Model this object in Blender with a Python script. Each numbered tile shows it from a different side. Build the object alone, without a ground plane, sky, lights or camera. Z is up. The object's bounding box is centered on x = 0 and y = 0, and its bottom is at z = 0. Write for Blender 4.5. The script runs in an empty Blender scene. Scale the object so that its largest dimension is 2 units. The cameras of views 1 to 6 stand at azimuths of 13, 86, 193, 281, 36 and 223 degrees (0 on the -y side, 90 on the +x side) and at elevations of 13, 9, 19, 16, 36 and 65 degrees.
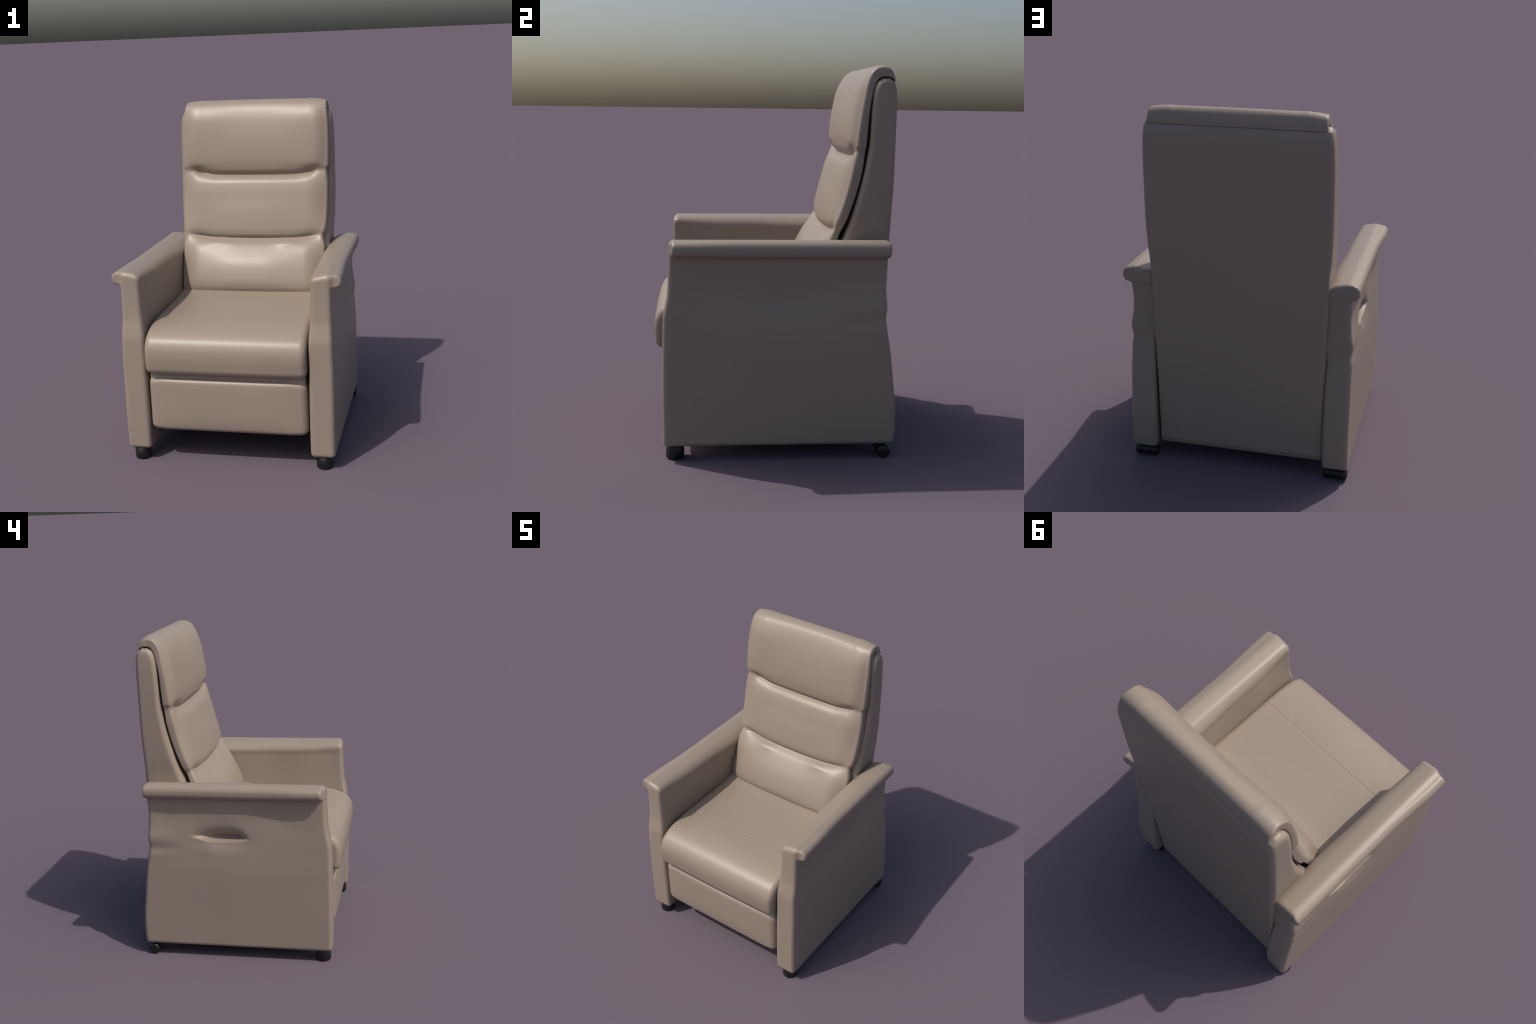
"""Upholstered recliner armchair with arm rolls, three-part back pad, footrest, front feet and rear casters."""
import bpy
import math
import numpy as np

# ------------------------------------------------------------------ helpers

def pchip(pts):
    """Monotone cubic curve through (key, value) points; returns a vectorised function."""
    p = np.array(sorted(pts), float)
    x, y = p[:, 0], p[:, 1]
    h = np.diff(x)
    dl = np.diff(y) / h
    m = np.zeros_like(y)
    m[0], m[-1] = dl[0], dl[-1]
    for i in range(1, len(x) - 1):
        if dl[i - 1] * dl[i] > 0:
            w1, w2 = 2 * h[i] + h[i - 1], h[i] + 2 * h[i - 1]
            m[i] = (w1 + w2) / (w1 / dl[i - 1] + w2 / dl[i])

    def f(t):
        t = np.clip(np.asarray(t, float), x[0], x[-1])
        i = np.clip(np.searchsorted(x, t, side="right") - 1, 0, len(x) - 2)
        u = (t - x[i]) / h[i]
        return ((2 * u**3 - 3 * u**2 + 1) * y[i] + (u**3 - 2 * u**2 + u) * h[i] * m[i]
                + (-2 * u**3 + 3 * u**2) * y[i + 1] + (u**3 - u**2) * h[i] * m[i + 1])
    return f


def spline(pts, n, closed=False):
    """Centripetal Catmull-Rom through points, resampled to n points of even arc length."""
    P = np.array(pts, float)
    if closed:
        Q = np.vstack([P[-1], P, P[0], P[1]])
    else:
        Q = np.vstack([2 * P[0] - P[1], P, 2 * P[-1] - P[-2]])
    out = []
    for i in range(1, len(Q) - 2):
        p0, p1, p2, p3 = Q[i - 1:i + 3]
        t0 = 0.0
        t1 = t0 + np.linalg.norm(p1 - p0) ** 0.5
        t2 = t1 + np.linalg.norm(p2 - p1) ** 0.5
        t3 = t2 + np.linalg.norm(p3 - p2) ** 0.5
        t = np.linspace(t1, t2, 24, endpoint=False)[:, None]
        a1 = (t1 - t) / (t1 - t0) * p0 + (t - t0) / (t1 - t0) * p1
        a2 = (t2 - t) / (t2 - t1) * p1 + (t - t1) / (t2 - t1) * p2
        a3 = (t3 - t) / (t3 - t2) * p2 + (t - t2) / (t3 - t2) * p3
        b1 = (t2 - t) / (t2 - t0) * a1 + (t - t0) / (t2 - t0) * a2
        b2 = (t3 - t) / (t3 - t1) * a2 + (t - t1) / (t3 - t1) * a3
        out.append((t2 - t) / (t2 - t1) * b1 + (t - t1) / (t2 - t1) * b2)
    C = np.vstack(out + [Q[-2:-1]])
    L = np.r_[0, np.cumsum(np.linalg.norm(np.diff(C, axis=0), axis=1))]
    s = np.linspace(0, L[-1], n + 1)[:-1] if closed else np.linspace(0, L[-1], n)
    return np.stack([np.interp(s, L, C[:, k]) for k in range(C.shape[1])], 1)


def smoothstep(a, b, t):
    u = np.clip((t - a) / (b - a), 0, 1)
    return u * u * (3 - 2 * u)


def bell(t, centre, width):
    return np.exp(-((t - centre) / width) ** 2)


def smin(a, b, k):
    h = np.clip(0.5 + 0.5 * (b - a) / k, 0, 1)
    return b + (a - b) * h - k * h * (1 - h)


def round_and(ds, r):
    """Intersection of half-spaces ds whose shared edges are rounded with radius r."""
    q = [d + r for d in ds]
    out = np.sqrt(sum(np.maximum(v, 0) ** 2 for v in q))
    top = q[0]
    for v in q[1:]:
        top = np.maximum(top, v)
    return out + np.minimum(top, 0) - r


def polygon_distance(P, Y, Z):
    """Signed distance (negative inside) from grid points to a closed polygon P."""
    d = np.full(Y.shape, 1e9)
    inside = np.zeros(Y.shape, bool)
    for (ay, az), (by, bz) in zip(P, np.roll(P, -1, axis=0)):
        ey, ez = by - ay, bz - az
        wy, wz = Y - ay, Z - az
        t = np.clip((wy * ey + wz * ez) / (ey * ey + ez * ez + 1e-12), 0, 1)
        d = np.minimum(d, (wy - ey * t) ** 2 + (wz - ez * t) ** 2)
        if abs(ez) > 1e-9:
            hit = ((az > Z) != (bz > Z)) & (Y < ay + (Z - az) * ey / ez)
            inside ^= hit
    d = np.sqrt(d)
    return np.where(inside, -d, d)


def surface(f, lo, hi, h):
    """Polygonise f(x, y, z) = 0 as a quad mesh (naive surface nets), then slide the vertices onto f = 0."""
    lo, hi = np.array(lo, float), np.array(hi, float)
    n = np.ceil((hi - lo) / h).astype(int) + 1
    ax = [lo[k] + h * np.arange(n[k]) for k in range(3)]
    F = f(*np.meshgrid(*ax, indexing="ij"))
    S = F < 0
    c = np.zeros(tuple(n - 1), int)
    corners = [(i, j, k) for i in (0, 1) for j in (0, 1) for k in (0, 1)]

    def sub(A, o):
        return A[o[0]:o[0] + n[0] - 1, o[1]:o[1] + n[1] - 1, o[2]:o[2] + n[2] - 1]
    for o in corners:
        c += sub(S, o)
    act = (c > 0) & (c < 8)
    idx = np.full(act.shape, -1)
    cells = np.argwhere(act)
    idx[act] = np.arange(len(cells))
    acc = np.zeros((len(cells), 3))
    cnt = np.zeros(len(cells))
    for a in corners:
        for k in range(3):
            if a[k]:
                continue
            b = list(a)
            b[k] = 1
            fa, fb = sub(F, a)[act], sub(F, b)[act]
            m = (fa < 0) != (fb < 0)
            t = np.where(m, fa / np.where(m, fa - fb, 1), 0)
            p = np.tile(np.array(a, float), (len(cells), 1))
            p[:, k] = t
            acc[m] += p[m]
            cnt[m] += 1
    V = lo + h * (cells + acc / cnt[:, None])
    faces = []
    for k in range(3):
        u, v = (k + 1) % 3, (k + 2) % 3
        sl0 = [slice(None)] * 3
        sl1 = [slice(None)] * 3
        sl0[k], sl1[k] = slice(0, -1), slice(1, None)
        e = np.argwhere(S[tuple(sl0)] != S[tuple(sl1)])
        e = e[(e[:, u] > 0) & (e[:, v] > 0) & (e[:, u] < n[u] - 1) & (e[:, v] < n[v] - 1)]
        q = []
        for du, dv in ((-1, -1), (0, -1), (0, 0), (-1, 0)):
            g = e.copy()
            g[:, u] += du
            g[:, v] += dv
            q.append(idx[g[:, 0], g[:, 1], g[:, 2]])
        q = np.stack(q, 1)
        flip = ~S[e[:, 0], e[:, 1], e[:, 2]]
        q[flip] = q[flip][:, ::-1]
        faces.append(q)
    eps = 1e-4
    for _ in range(3):
        x, y, z = V.T
        f0 = f(x, y, z)
        g = np.stack([f(x + eps, y, z) - f(x - eps, y, z), f(x, y + eps, z) - f(x, y - eps, z),
                      f(x, y, z + eps) - f(x, y, z - eps)], 1) / (2 * eps)
        step = f0[:, None] * g / np.maximum((g ** 2).sum(1), 0.25)[:, None]
        V = V - np.clip(step, -0.6 * h, 0.6 * h)
    return V, np.vstack(faces)


def make_object(name, verts, faces, material, parent, normals=None):
    me = bpy.data.meshes.new(name)
    if isinstance(faces, np.ndarray):
        faces = faces.tolist()
    me.from_pydata(np.asarray(verts).tolist(), [], faces)
    me.validate()
    me.polygons.foreach_set("use_smooth", [True] * len(me.polygons))
    me.materials.append(material)
    if normals is not None:
        me.normals_split_custom_set_from_vertices([tuple(v) for v in normals])
    me.update()
    ob = bpy.data.objects.new(name, me)
    bpy.context.scene.collection.objects.link(ob)
    ob.parent = parent
    return ob


def copy_object(ob, location, parent):
    o = ob.copy()
    o.location = location
    o.parent = parent
    bpy.context.scene.collection.objects.link(o)
    return o


def lathe(profile, steps, axis):
    """Solid of revolution from (radius, height) points about the x or z axis."""
    V, F = [], []
    m = len(profile)
    for i in range(steps):
        a = 2 * math.pi * i / steps
        for r, t in profile:
            c, s = r * math.cos(a), r * math.sin(a)
            V.append((c, s, t) if axis == "z" else (t, c, s))
    for i in range(steps):
        j = (i + 1) % steps
        for k in range(m - 1):
            F.append((i * m + k, j * m + k, j * m + k + 1, i * m + k + 1))
    F.append([i * m for i in range(steps)][::-1])
    F.append([i * m + m - 1 for i in range(steps)])
    return V, F


# ---------------------------------------------------------------- materials

def leather_material():
    mat = bpy.data.materials.new("beige_leather")
    mat.use_nodes = True
    nt = mat.node_tree
    bsdf = nt.nodes["Principled BSDF"]
    tc = nt.nodes.new("ShaderNodeTexCoord")
    big = nt.nodes.new("ShaderNodeTexNoise")
    big.inputs["Scale"].default_value = 2.6
    big.inputs["Detail"].default_value = 3
    ramp = nt.nodes.new("ShaderNodeValToRGB")
    ramp.color_ramp.elements[0].position = 0.3
    ramp.color_ramp.elements[0].color = (*LEATHER_DARK, 1)
    ramp.color_ramp.elements[1].position = 0.7
    ramp.color_ramp.elements[1].color = (*LEATHER_LIGHT, 1)
    nt.links.new(tc.outputs["Object"], big.inputs["Vector"])
    nt.links.new(big.outputs["Fac"], ramp.inputs["Fac"])
    nt.links.new(ramp.outputs["Color"], bsdf.inputs["Base Color"])
    bsdf.inputs["Roughness"].default_value = LEATHER_ROUGH
    bsdf.inputs["Specular IOR Level"].default_value = 0.5
    grain = nt.nodes.new("ShaderNodeTexVoronoi")
    grain.inputs["Scale"].default_value = 260
    nt.links.new(tc.outputs["Object"], grain.inputs["Vector"])
    bump = nt.nodes.new("ShaderNodeBump")
    bump.inputs["Strength"].default_value = 0.02
    bump.inputs["Distance"].default_value = 0.002
    nt.links.new(grain.outputs["Distance"], bump.inputs["Height"])
    nt.links.new(bump.outputs["Normal"], bsdf.inputs["Normal"])
    return mat


def plain_material(name, colour, rough, grain=60):
    mat = bpy.data.materials.new(name)
    mat.use_nodes = True
    nt = mat.node_tree
    bsdf = nt.nodes["Principled BSDF"]
    tc = nt.nodes.new("ShaderNodeTexCoord")
    noise = nt.nodes.new("ShaderNodeTexNoise")
    noise.inputs["Scale"].default_value = grain
    ramp = nt.nodes.new("ShaderNodeValToRGB")
    ramp.color_ramp.elements[0].color = (*[c * 0.85 for c in colour], 1)
    ramp.color_ramp.elements[1].color = (*[c * 1.15 for c in colour], 1)
    nt.links.new(tc.outputs["Object"], noise.inputs["Vector"])
    nt.links.new(noise.outputs["Fac"], ramp.inputs["Fac"])
    nt.links.new(ramp.outputs["Color"], bsdf.inputs["Base Color"])
    bsdf.inputs["Roughness"].default_value = rough
    return mat


LEATHER_DARK = (0.300, 0.242, 0.191)
LEATHER_LIGHT = (0.312, 0.252, 0.199)
LEATHER_ROUGH = 0.42
leather = leather_material()
plastic = plain_material("black_plastic", (0.007, 0.0072, 0.0075), 0.42)
frame_dark = plain_material("near_black_matte", (0.03, 0.027, 0.025), 0.9, 120)  # near-black matte colour for the mostly hidden base frame; its true colour is a guess

chair = bpy.data.objects.new("recliner_armchair", None)
bpy.context.scene.collection.objects.link(chair)
chair["label"] = "beige leather recliner armchair with cushioned back and footrest"
chair["category"] = "armchair"

# --------------------------------------------------------------------- arms
# Every height-dependent extent of the arm is a profile over z.
ARM_FLOOR, ARM_TOP = 0.073, 1.129
arm_inner = pchip([(0.05, 0.470), (0.2, 0.468), (0.5, 0.470), (0.74, 0.471), (0.86, 0.480), (0.95, 0.484), (1.13, 0.488)])
arm_outer = pchip([(0.05, 0.609), (0.3, 0.610), (0.55, 0.610), (0.74, 0.606), (0.87, 0.602), (1.0, 0.601), (1.13, 0.601)])
arm_front = pchip([(0.05, -0.571), (0.35, -0.575), (0.62, -0.573), (0.745, -0.570), (0.80, -0.561), (0.86, -0.550),
                   (0.95, -0.545), (1.13, -0.541)])
arm_rear = pchip([(0.05, 0.611), (0.16, 0.617), (0.25, 0.616), (0.35, 0.606), (0.45, 0.595), (0.57, 0.580), (0.68, 0.561),
                  (0.735, 0.5545), (0.785, 0.558), (0.85, 0.553), (0.95, 0.549), (1.04, 0.553), (1.13, 0.557)])
pocket_lip = pchip([(-0.2, 0.790), (-0.02, 0.780), (0.07, 0.773), (0.15, 0.773), (0.27, 0.793), (0.4, 0.80)])


def arm_relief(y, z, pocket):
    """Outward push of the outer side: the slack leather sags over a crease at the rear, and at the hand pocket."""
    rear = smoothstep(0.26, 0.58, y)
    push = rear * (-0.005 * bell(z, 0.93, 0.07) + 0.007 * bell(z, 0.790, 0.045) - 0.004 * bell(z, 0.720, 0.028)
                   + 0.002 * bell(z, 0.675, 0.03))
    push = push - 0.007 * bell(z, 0.92, 0.09) * smoothstep(-0.50, -0.28, y) * smoothstep(0.55, 0.40, y)
    mid = bell(y, 0.06, 0.36)
    push = push + 0.006 * mid * bell(z, 0.55, 0.20)
    if pocket:
        up = z - pocket_lip(y)
        along = smoothstep(-0.085, 0.02, y) * smoothstep(0.31, 0.09, y)
        height = 0.030 + 0.020 * smoothstep(-0.06, 0.09, y)
        hollow = smoothstep(-0.006, 0.014, up) * np.exp(-(np.maximum(up - 0.005, 0) / height) ** 1.25)
        lip = np.where(up < 0, np.exp(-(up / 0.075) ** 2), np.exp(-(up / 0.010) ** 2))
        push = push - 0.062 * along * hollow - 0.015 * bell(y, 0.10, 0.16) * bell(z, 0.775, 0.05)
        push = push + (0.002 + 0.005 * bell(y, 0.2, 0.06)) * smoothstep(-0.09, 0.06, y) * smoothstep(0.34, 0.16, y) * lip
    else:
        push = push - 0.017 * bell(y, 0.06, 0.2) * bell(z, 0.83, 0.08)
    return push


def arm_shape(pocket):
    def f(x, y, z):
        pad = smoothstep(1.122, 1.06, z) * smoothstep(0.66, 0.82, z) * smoothstep(-0.55, -0.22, y)
        xi, xo = arm_inner(z) - (0.016 + 0.011 * smoothstep(-0.1, 0.22, y)) * pad, arm_outer(z) + arm_relief(y, z, pocket)
        crown = ARM_TOP - 0.002 - 0.017 * smoothstep(0.59, 0.475, x) - 0.003 * smoothstep(0.59, 0.65, x)
        post = round_and([np.maximum(xi - x, x - xo), np.maximum(arm_front(z) - y, y - arm_rear(z)),
                          np.maximum(ARM_FLOOR - z, z - crown + 0.002)], 0.024)
        reach = 0.640 + 0.016 * smoothstep(-0.10, -0.46, y)
        low = 1.044 + 0.008 * smoothstep(-0.1, -0.52, y)
        section = round_and([np.maximum(xi + 0.004 - x, x - reach), np.maximum(low - z, z - crown)], 0.034)
        roll = round_and([section, np.maximum(-0.524 - y, y - 0.555 - 0.010 * smoothstep(0.585, 0.62, x))], 0.013)
        return smin(post, roll, 0.024)
    return f


for pocket, side in ((False, 1), (True, -1)):
    V, F = surface(arm_shape(pocket), (0.45, -0.60, 0.05), (0.67, 0.64, 1.16), 0.005)
    V[:, 0] *= side
    make_object("arm", V, F if side > 0 else F[:, ::-1], leather, chair)

# ----------------------------------------------------------- backrest shell
shell_profile = spline([(0.564, 0.098), (0.572, 0.20), (0.574, 0.50), (0.576, 0.80), (0.583, 1.05), (0.590, 1.275), (0.596, 1.45), (0.598, 1.65),
                        (0.600, 1.80), (0.598, 1.875), (0.584, 1.918), (0.560, 1.932), (0.525, 1.930), (0.500, 1.914),
                        (0.484, 1.875), (0.475, 1.80), (0.470, 1.70), (0.466, 1.60), (0.452, 1.50), (0.420, 1.36), (0.382, 1.22),
                        (0.346, 1.12), (0.300, 1.00), (0.275, 0.80), (0.30, 0.50), (0.42, 0.20), (0.47, 0.100)], 120, closed=True)
shell_width = pchip([(0.08, 0.465), (0.33, 0.466), (0.6, 0.470), (0.95, 0.479), (1.12, 0.482), (1.28, 0.494), (1.45, 0.499),
                     (1.65, 0.499), (1.80, 0.496), (1.88, 0.491), (1.95, 0.480)])


def shell_shape(x, y, z):
    if x.ndim == 3:
        d = polygon_distance(shell_profile, y[0], z[0])[None]
    else:
        d = polygon_distance(shell_profile, y, z)
    return round_and([d, np.abs(x + 0.004) - shell_width(z) + 0.003], 0.014 + 0.012 * smoothstep(0.7, 1.2, z) + 0.008 * smoothstep(1.52, 1.38, z) * smoothstep(0.52, 0.45, y))


V, F = surface(shell_shape, (-0.53, 0.25, 0.08), (0.53, 0.63, 1.96), 0.0065)
make_object("backrest_shell", V, F, leather, chair)

# ----------------------------------------------------- back pad (3 cushions)
# The pad lies on a spine curve over the shell: s runs from the tip behind the top, over it and down; d is depth off the spine.
NS = 460
spine = spline([(0.590, 1.916), (0.576, 1.930), (0.547, 1.938), (0.512, 1.930), (0.489, 1.895), (0.475, 1.840), (0.463, 1.76),
                (0.456, 1.66), (0.449, 1.572), (0.424, 1.42), (0.371, 1.243), (0.317, 1.114), (0.255, 0.96), (0.205, 0.83),
                (0.175, 0.74)], NS)
tang = np.gradient(spine, axis=0)
tang /= np.linalg.norm(tang, axis=1)[:, None]
norm = np.stack([tang[:, 1], -tang[:, 0]], 1)          # points forward / up, away from the shell
slen = np.r_[0, np.cumsum(np.linalg.norm(np.diff(spine, axis=0), axis=1))]


def depth_over_spine(pts):
    """Turn a side profile in (y, z) into depth d over the spine length s."""
    C = spline(pts, 500)
    D = C[:, None, :] - spine[None]
    k = (D ** 2).sum(2).argmin(1)
    s = slen[k] + (D[np.arange(len(C)), k] * tang[k]).sum(1)
    d = (D[np.arange(len(C)), k] * norm[k]).sum(1)
    o = np.argsort(s)
    out = np.interp(slen, s[o], d[o])
    ker = np.ones(5) / 5
    return np.convolve(np.pad(out, 2, mode="edge"), ker, mode="valid")


middle_profile = [(0.590, 1.918), (0.586, 1.952), (0.571, 1.981), (0.550, 1.998), (0.520, 1.997), (0.490, 1.983), (0.462, 1.950),
                  (0.434, 1.895), (0.409, 1.82), (0.389, 1.73), (0.379, 1.65), (0.379, 1.605), (0.386, 1.563), (0.410, 1.538),
                  (0.391, 1.526), (0.364, 1.502), (0.345, 1.46), (0.323, 1.39), (0.301, 1.32), (0.283, 1.24), (0.276, 1.195),
                  (0.280, 1.163), (0.296, 1.149), (0.282, 1.138), (0.252, 1.117), (0.217, 1.080), (0.163, 1.01), (0.129, 0.935),
                  (0.120, 0.895), (0.123, 0.865), (0.136, 0.838), (0.152, 0.812), (0.16, 0.74)]
flank_profile = [(0.590, 1.918), (0.585, 1.952), (0.572, 1.982), (0.548, 1.996), (0.512, 1.994), (0.478, 1.977), (0.445, 1.938),
                 (0.419, 1.888), (0.399, 1.81), (0.386, 1.73), (0.378, 1.65), (0.378, 1.605), (0.391, 1.563), (0.410, 1.538),
                 (0.394, 1.526), (0.368, 1.50), (0.347, 1.45), (0.331, 1.39), (0.311, 1.31), (0.295, 1.24), (0.289, 1.195),
                 (0.296, 1.163), (0.311, 1.149), (0.288, 1.138), (0.254, 1.115), (0.227, 1.085), (0.187, 1.01), (0.154, 0.935),
                 (0.141, 0.895), (0.137, 0.865), (0.144, 0.838), (0.152, 0.812), (0.165, 0.74)]
border_profile = [(0.590, 1.918), (0.584, 1.950), (0.568, 1.976), (0.546, 1.987), (0.512, 1.987), (0.475, 1.964), (0.446, 1.903),
                  (0.429, 1.825), (0.414, 1.735), (0.403, 1.64), (0.397, 1.575), (0.385, 1.50), (0.350, 1.345), (0.298, 1.185),
                  (0.270, 1.115), (0.208, 0.96), (0.165, 0.86), (0.165, 0.80), (0.165, 0.74)]
d_mid, d_flank, d_border = (depth_over_spine(p) for p in (middle_profile, flank_profile, border_profile))
z_at = spine[:, 1] + norm[:, 1] * d_flank
front_part = np.arange(NS) > NS // 6
crease = [int(np.argmin(np.where(front_part, np.abs(z_at - zc), 9))) for zc in (1.537, 1.149)]
crease = [int(c - 6 + np.argmin(d_flank[c - 6:c + 7])) for c in crease]
s_crease = slen[crease]
# near its ends the upper crease runs shallower: the depth that bridges it there
d_bridge = d_flank.copy()
c0, c1 = crease[0] - 14, crease[0] + 11
d_bridge[c0:c1] = np.interp(np.arange(c0, c1), [c0, c1], [d_flank[c0], d_flank[c1]])
d_bridge = np.convolve(np.pad(d_bridge, 5, mode="edge"), np.ones(11) / 11, mode="valid")
pad_width = pchip([(0.0, 0.459), (0.04, 0.459), (0.07, 0.455), (0.12, 0.462), (0.20, 0.471), (0.32, 0.474), (s_crease[0] - 0.05, 0.472), (s_crease[0], 0.461),
                   (s_crease[0] + 0.07, 0.469), (s_crease[1] - 0.12, 0.465), (s_crease[1] - 0.03, 0.452), (s_crease[1], 0.441),
                   (s_crease[1] + 0.06, 0.456), (s_crease[1] + 0.2, 0.456), (s_crease[1] + 0.33, 0.448), (2.0, 0.44)])

NF, RF = 72, 0.020
t_front = np.linspace(-1, 1, NF + 1)
rows = []
for i in range(NS):
    s = slen[i]
    w = float(pad_width(s))
    end = math.sqrt(max(0.0, 1 - max(0.0, 1 - s / 0.014) ** 2)) * 0.92 + 0.08   # rounded tip
    pinch = sum(bell(s, c, 0.022) for c in s_crease)
    e = (d_border[i] - 0.006 * pinch) * end
    r = min(RF - 0.007 * smoothstep(0.2, 0.1, s), 0.45 * e)
    x = t_front * (w - r)
    ax = np.abs(x)
    a = np.clip((1 - ax / (w - r)) / (1 - (0.375 - 0.035 * smoothstep(s_crease[0] - 0.12, s_crease[0] + 0.02, s)) / 0.45), 0, 1)
    a = np.sin(a * math.pi / 2) ** 0.95
    b = 1 - smoothstep(0.06, 0.41, ax)
    d = e + (d_flank[i] * end - e) * a + (d_mid[i] - d_flank[i]) * end * b
    d = d + 0.65 * (d_bridge[i] - d_flank[i]) * end * a * smoothstep(0.355, 0.41, ax)
    # the creases deepen in dimples close to both ends
    d = d - sum(0.009 * bell(s, c - 0.015, 0.03) * bell(ax, 0.365, 0.045) for c in s_crease[:1])
    # and the lumbar roll is fuller on either side of its middle
    d = d + 0.009 * bell(s, s_crease[1] + 0.038, 0.028) * bell(ax, 0.22, 0.075)
    th = np.linspace(0, math.pi / 2, 7)[1:]
    cx, cd = w - r + r * np.sin(th), e - r + r * np.cos(th)
    rb = 0.008 * min(1, e / 0.03)
    tb = np.linspace(0, math.pi / 2, 4)
    bx, bd = w - rb + rb * np.cos(tb), rb - rb * np.sin(tb)
    sx, sd = np.full(2, w), np.linspace(e - r, rb, 4)[1:3]
    right = np.stack([np.r_[cx, sx, bx], np.r_[cd, sd, bd]], 1)
    back = np.stack([np.linspace(w - rb, -w + rb, 10)[1:-1], np.zeros(8)], 1)
    left = right[::-1] * [-1, 1]
    sec = np.vstack([np.stack([x, d], 1), right, back, left])
    # crease lines rise towards their ends
    lift = smoothstep(0.24, 0.42, np.abs(sec[:, 0])) * (0.022 * bell(s, s_crease[0], 0.05) + 0.016 * bell(s, s_crease[1], 0.05))
    at = np.clip(s - lift, 0, slen[-1])
    base = np.stack([np.interp(at, slen, spine[:, k]) for k in (0, 1)], 1)
    nn = np.stack([np.interp(at, slen, norm[:, k]) for k in (0, 1)], 1)
    yz = base + nn * sec[:, 1:2]
    # small puckers where the cover is sewn, a hand's breadth from either end of the top
    sew = 0.0025 * (bell(np.abs(sec[:, 0]), 0.352, 0.012)) * smoothstep(0.16, 0.05, s) * (sec[:, 1] > 0.02)
    yz = yz + nn * sew[:, None]
    rows.append(np.column_stack([sec[:, 0], yz]))
G = np.array(rows)
M = G.shape[1]
pad_top = G[:, :, 2].max()
G[:, :, 2] -= smoothstep(1.7, 2.0, G[:, :, 2]) * (pad_top - 2.0)
# one continuous surface: vertex normals of the whole pad are shared by the cushions cut from it
U = np.roll(G, -1, axis=1) - np.roll(G, 1, axis=1)
W_ = np.gradient(G, axis=0)
N = np.cross(U, W_)
N /= np.linalg.norm(N, axis=2)[:, :, None] + 1e-12
if N[NS // 2, NF // 2, 1] > 0:
    N = -N
cuts = [0, crease[0], crease[1], NS - 1]
for name, i0, i1 in zip(("headrest_cushion", "back_cushion", "lumbar_cushion"), cuts[:-1], cuts[1:]):
    V = G[i0:i1 + 1].reshape(-1, 3)
    nn = N[i0:i1 + 1].reshape(-1, 3).copy()
    k = i1 - i0
    I, J = np.meshgrid(np.arange(k), np.arange(M), indexing="ij")
    J2 = (J + 1) % M
    F = np.stack([I * M + J, (I + 1) * M + J, (I + 1) * M + J2, I * M + J2], 2).reshape(-1, 4)
    p = V[F[k * M // 2 * 0 + NF // 2]]
    if np.cross(p[1] - p[0], p[2] - p[0]) @ nn[F[NF // 2][0]] < 0:
        F = F[:, ::-1]
    faces = F.tolist()
    if i0 == 0:
        faces.append(list(range(M)))
    if i1 == NS - 1:
        faces.append([k * M + j for j in range(M)][::-1])
    make_object(name, V, faces, leather, chair, nn)

# ------------------------------------------------------------- seat cushion
SEAM_Y = -0.312
seat_profile = spline([(0.22, 0.831), (0.05, 0.829), (-0.12, 0.826), (-0.30, 0.823), (-0.40, 0.818), (-0.48, 0.806), (-0.542, 0.785),
                       (-0.588, 0.752), (-0.612, 0.710), (-0.619, 0.662), (-0.616, 0.610), (-0.610, 0.575), (-0.594, 0.556),
                       (-0.560, 0.551), (-0.40, 0.555), (-0.10, 0.560), (0.22, 0.560), (0.235, 0.70)], 520, closed=True)


def rounded_extrusion(profile, half_width, radius, across, shape):
    """Closed (y, z) profile swept along x with rounded ends; shape(x, y, z) adjusts the points."""
    t = np.roll(profile, -1, axis=0) - np.roll(profile, 1, axis=0)
    t /= np.linalg.norm(t, axis=1)[:, None]
    nrm = np.stack([t[:, 1], -t[:, 0]], 1)
    c = profile.mean(0)
    if ((profile - c) * nrm).sum() < 0:
        nrm = -nrm
    th = np.linspace(math.pi / 2, 0, 9)
    xs = np.r_[-(half_width - radius) - radius * np.sin(th), np.linspace(-1, 1, across)[1:-1] * (half_width - radius),
               ((half_width - radius) + radius * np.sin(th))[::-1]]
    inset = np.r_[radius * (1 - np.cos(th)), np.zeros(across - 2), (radius * (1 - np.cos(th)))[::-1]]
    V = []
    for x, q in zip(xs, inset):
        p = profile - nrm * q
        V.append(np.column_stack([np.full(len(p), x), p]))
    V = np.array(V)
    V = shape(V)
    n, m = V.shape[:2]
    I, J = np.meshgrid(np.arange(n - 1), np.arange(m), indexing="ij")
    J2 = (J + 1) % m
    F = np.stack([I * m + J, (I + 1) * m + J, (I + 1) * m + J2, I * m + J2], 2).reshape(-1, 4)
    a, b, cc = V.reshape(-1, 3)[F[(n // 2) * m + 10][:3]]
    outward = np.r_[0, nrm[10]]
    faces = F.tolist()
    caps = [list(range(m)), [(n - 1) * m + j for j in range(m)][::-1]]
    if np.cross(b - a, cc - a) @ outward < 0:
        faces = F[:, ::-1].tolist()
        caps = [q[::-1] for q in caps]
    return V.reshape(-1, 3), faces + caps


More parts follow.
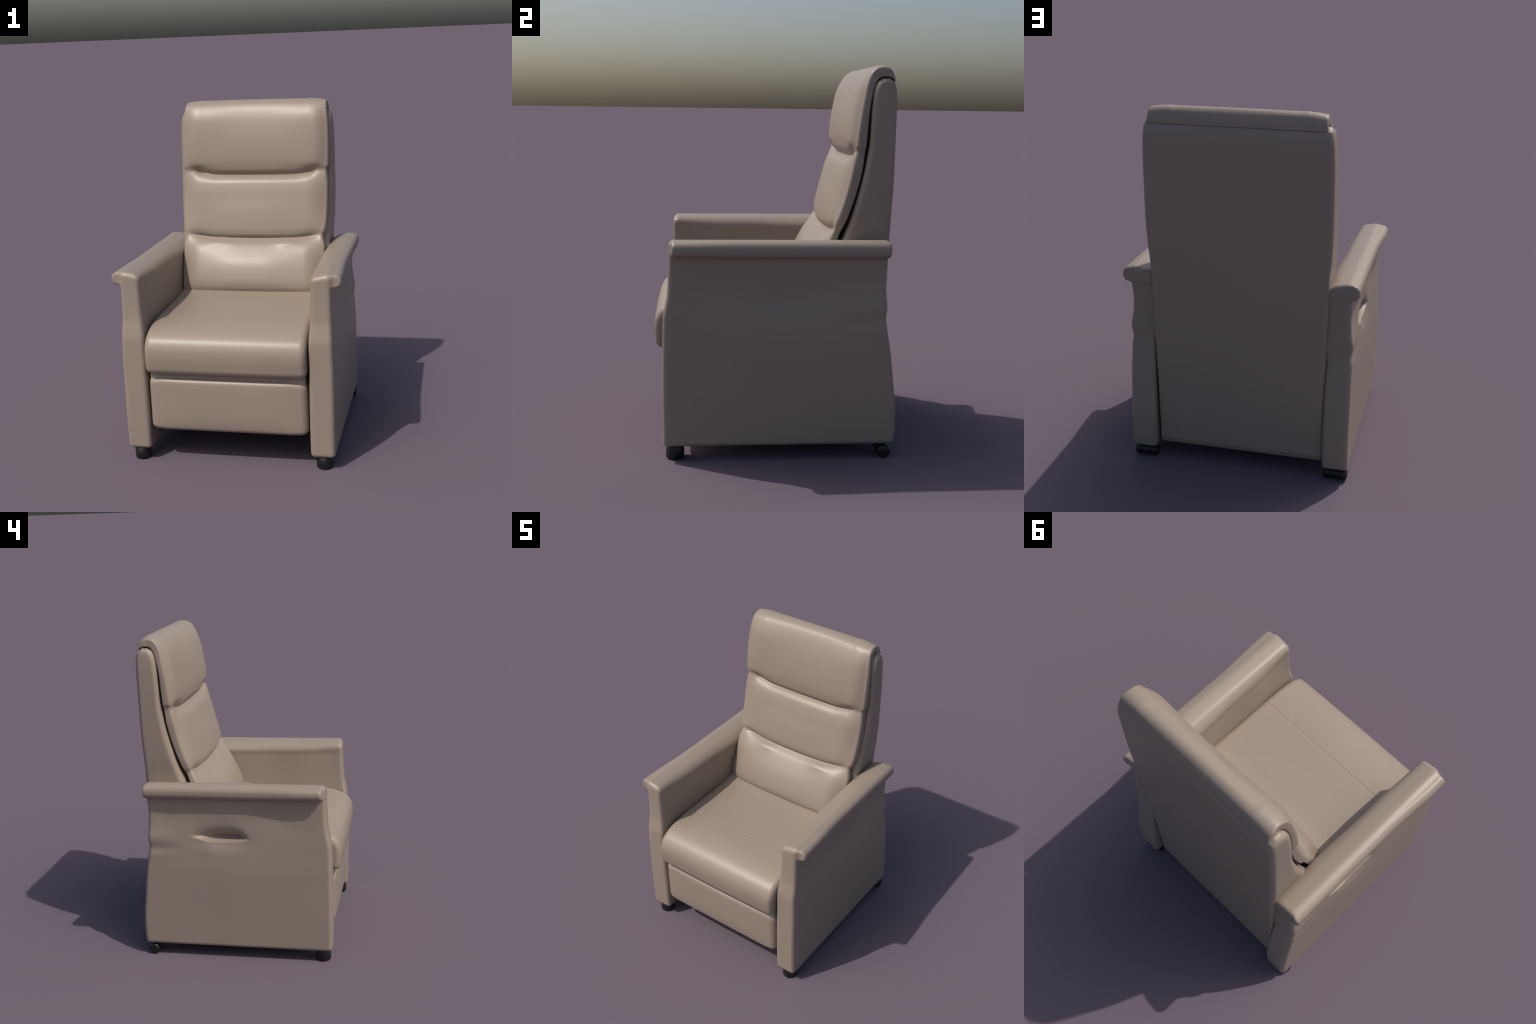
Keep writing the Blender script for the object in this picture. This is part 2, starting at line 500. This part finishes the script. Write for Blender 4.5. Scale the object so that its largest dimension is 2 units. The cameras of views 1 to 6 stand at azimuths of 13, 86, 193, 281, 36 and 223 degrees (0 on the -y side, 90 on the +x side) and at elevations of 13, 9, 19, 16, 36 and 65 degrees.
def seat_relief(V):
    x, y, z = V[..., 0], V[..., 1], V[..., 2]
    top = smoothstep(0.74, 0.82, z)
    belly = 1 - (x / 0.47) ** 2
    V[..., 2] = z + top * (0.003 * belly - 0.0012 * bell(y, SEAM_Y, 0.0055) + 0.0006 * bell(y, SEAM_Y - 0.014, 0.010))
    V[..., 1] = y - smoothstep(-0.45, -0.60, y) * 0.004 * belly
    return V


V, F = rounded_extrusion(seat_profile, 0.463, 0.034, 90, seat_relief)
make_object("seat_cushion", V, F, leather, chair)

# ----------------------------------------------------------------- footrest


def footrest_shape(x, y, z):
    puff = 0.014 * (1 - np.clip(np.abs(x) / 0.46, 0, 1) ** 4) * (1 - np.clip(np.abs(z - 0.375) / 0.17, 0, 1) ** 4)
    front = -0.574 - puff
    face = round_and([np.abs(x) - 0.460, np.abs(z - 0.358) - 0.160], 0.040)
    board = round_and([face, np.maximum(front - y, y + 0.44)], 0.027 + 0.010 * smoothstep(0.36, 0.44, np.abs(x)))
    back_board = round_and([np.abs(x) - 0.450, np.abs(z - 0.46) - 0.112, np.abs(y + 0.48) - 0.075], 0.012)
    return smin(board, back_board, 0.012)


V, F = surface(footrest_shape, (-0.49, -0.61, 0.19), (0.49, -0.42, 0.58), 0.006)
make_object("footrest", V, F, leather, chair)

# --------------------------------------------------------------- base frame


def frame_shape(x, y, z):
    return round_and([np.abs(x) - 0.474, np.abs(z - 0.36) - 0.19, np.abs(y - 0.0) - 0.46], 0.01)


V, F = surface(frame_shape, (-0.5, -0.49, 0.15), (0.5, 0.49, 0.57), 0.02)
make_object("base_frame", V, F, frame_dark, chair)

# ---------------------------------------------------------- feet and casters
foot_profile = [(0.039, 0.0), (0.0435, 0.001), (0.046, 0.004), (0.047, 0.009), (0.0468, 0.03), (0.046, 0.09)]
foot_mesh = lathe(foot_profile, 48, "z")
foot = make_object("foot", *foot_mesh, plastic, chair)
foot.location = (0.541, -0.512, 0.0)
copy_object(foot, (-0.541, -0.512, 0.0), chair)

R = 0.034
wheel_profile = [(0.010, -0.020), (0.022, -0.0195), (0.029, -0.017), (0.0325, -0.012), (R, -0.005), (R, 0.006), (0.0325, 0.012),
                 (0.029, 0.017), (0.022, 0.020), (0.010, 0.021)]
wheel_mesh = lathe(wheel_profile, 48, "x")


def caster_hood(x, y, z):
    """Hood over the twin wheels, leaning forward to its stem under the arm."""
    hub = round_and([np.hypot(y - 0.0, z - R) - 0.030, np.abs(x) - 0.026], 0.006)
    lean = round_and([np.maximum(np.abs(y + 0.022 + 0.35 * (z - 0.05)) - 0.026, 0.028 - z), z - 0.078, np.abs(x) - 0.040], 0.006)
    return smin(hub, lean, 0.012)


hood_mesh = surface(caster_hood, (-0.06, -0.08, -0.01), (0.06, 0.05, 0.10), 0.003)
first_wheel = None
for cx in (0.541, -0.541):
    caster = make_object("caster", *hood_mesh, plastic, chair) if first_wheel is None else copy_object(hood, (0, 0, 0), chair)
    caster.location = (cx, 0.562, 0.0)
    if first_wheel is None:
        hood = caster
    for dx, turn in ((0.044, 0.0), (-0.044, math.pi)):
        if first_wheel is None:
            wheel = first_wheel = make_object("wheel", *wheel_mesh, plastic, caster)
        else:
            wheel = copy_object(first_wheel, (0, 0, 0), caster)
        wheel.location = (dx, 0.0, R)
        wheel.rotation_euler = (0, 0, turn)
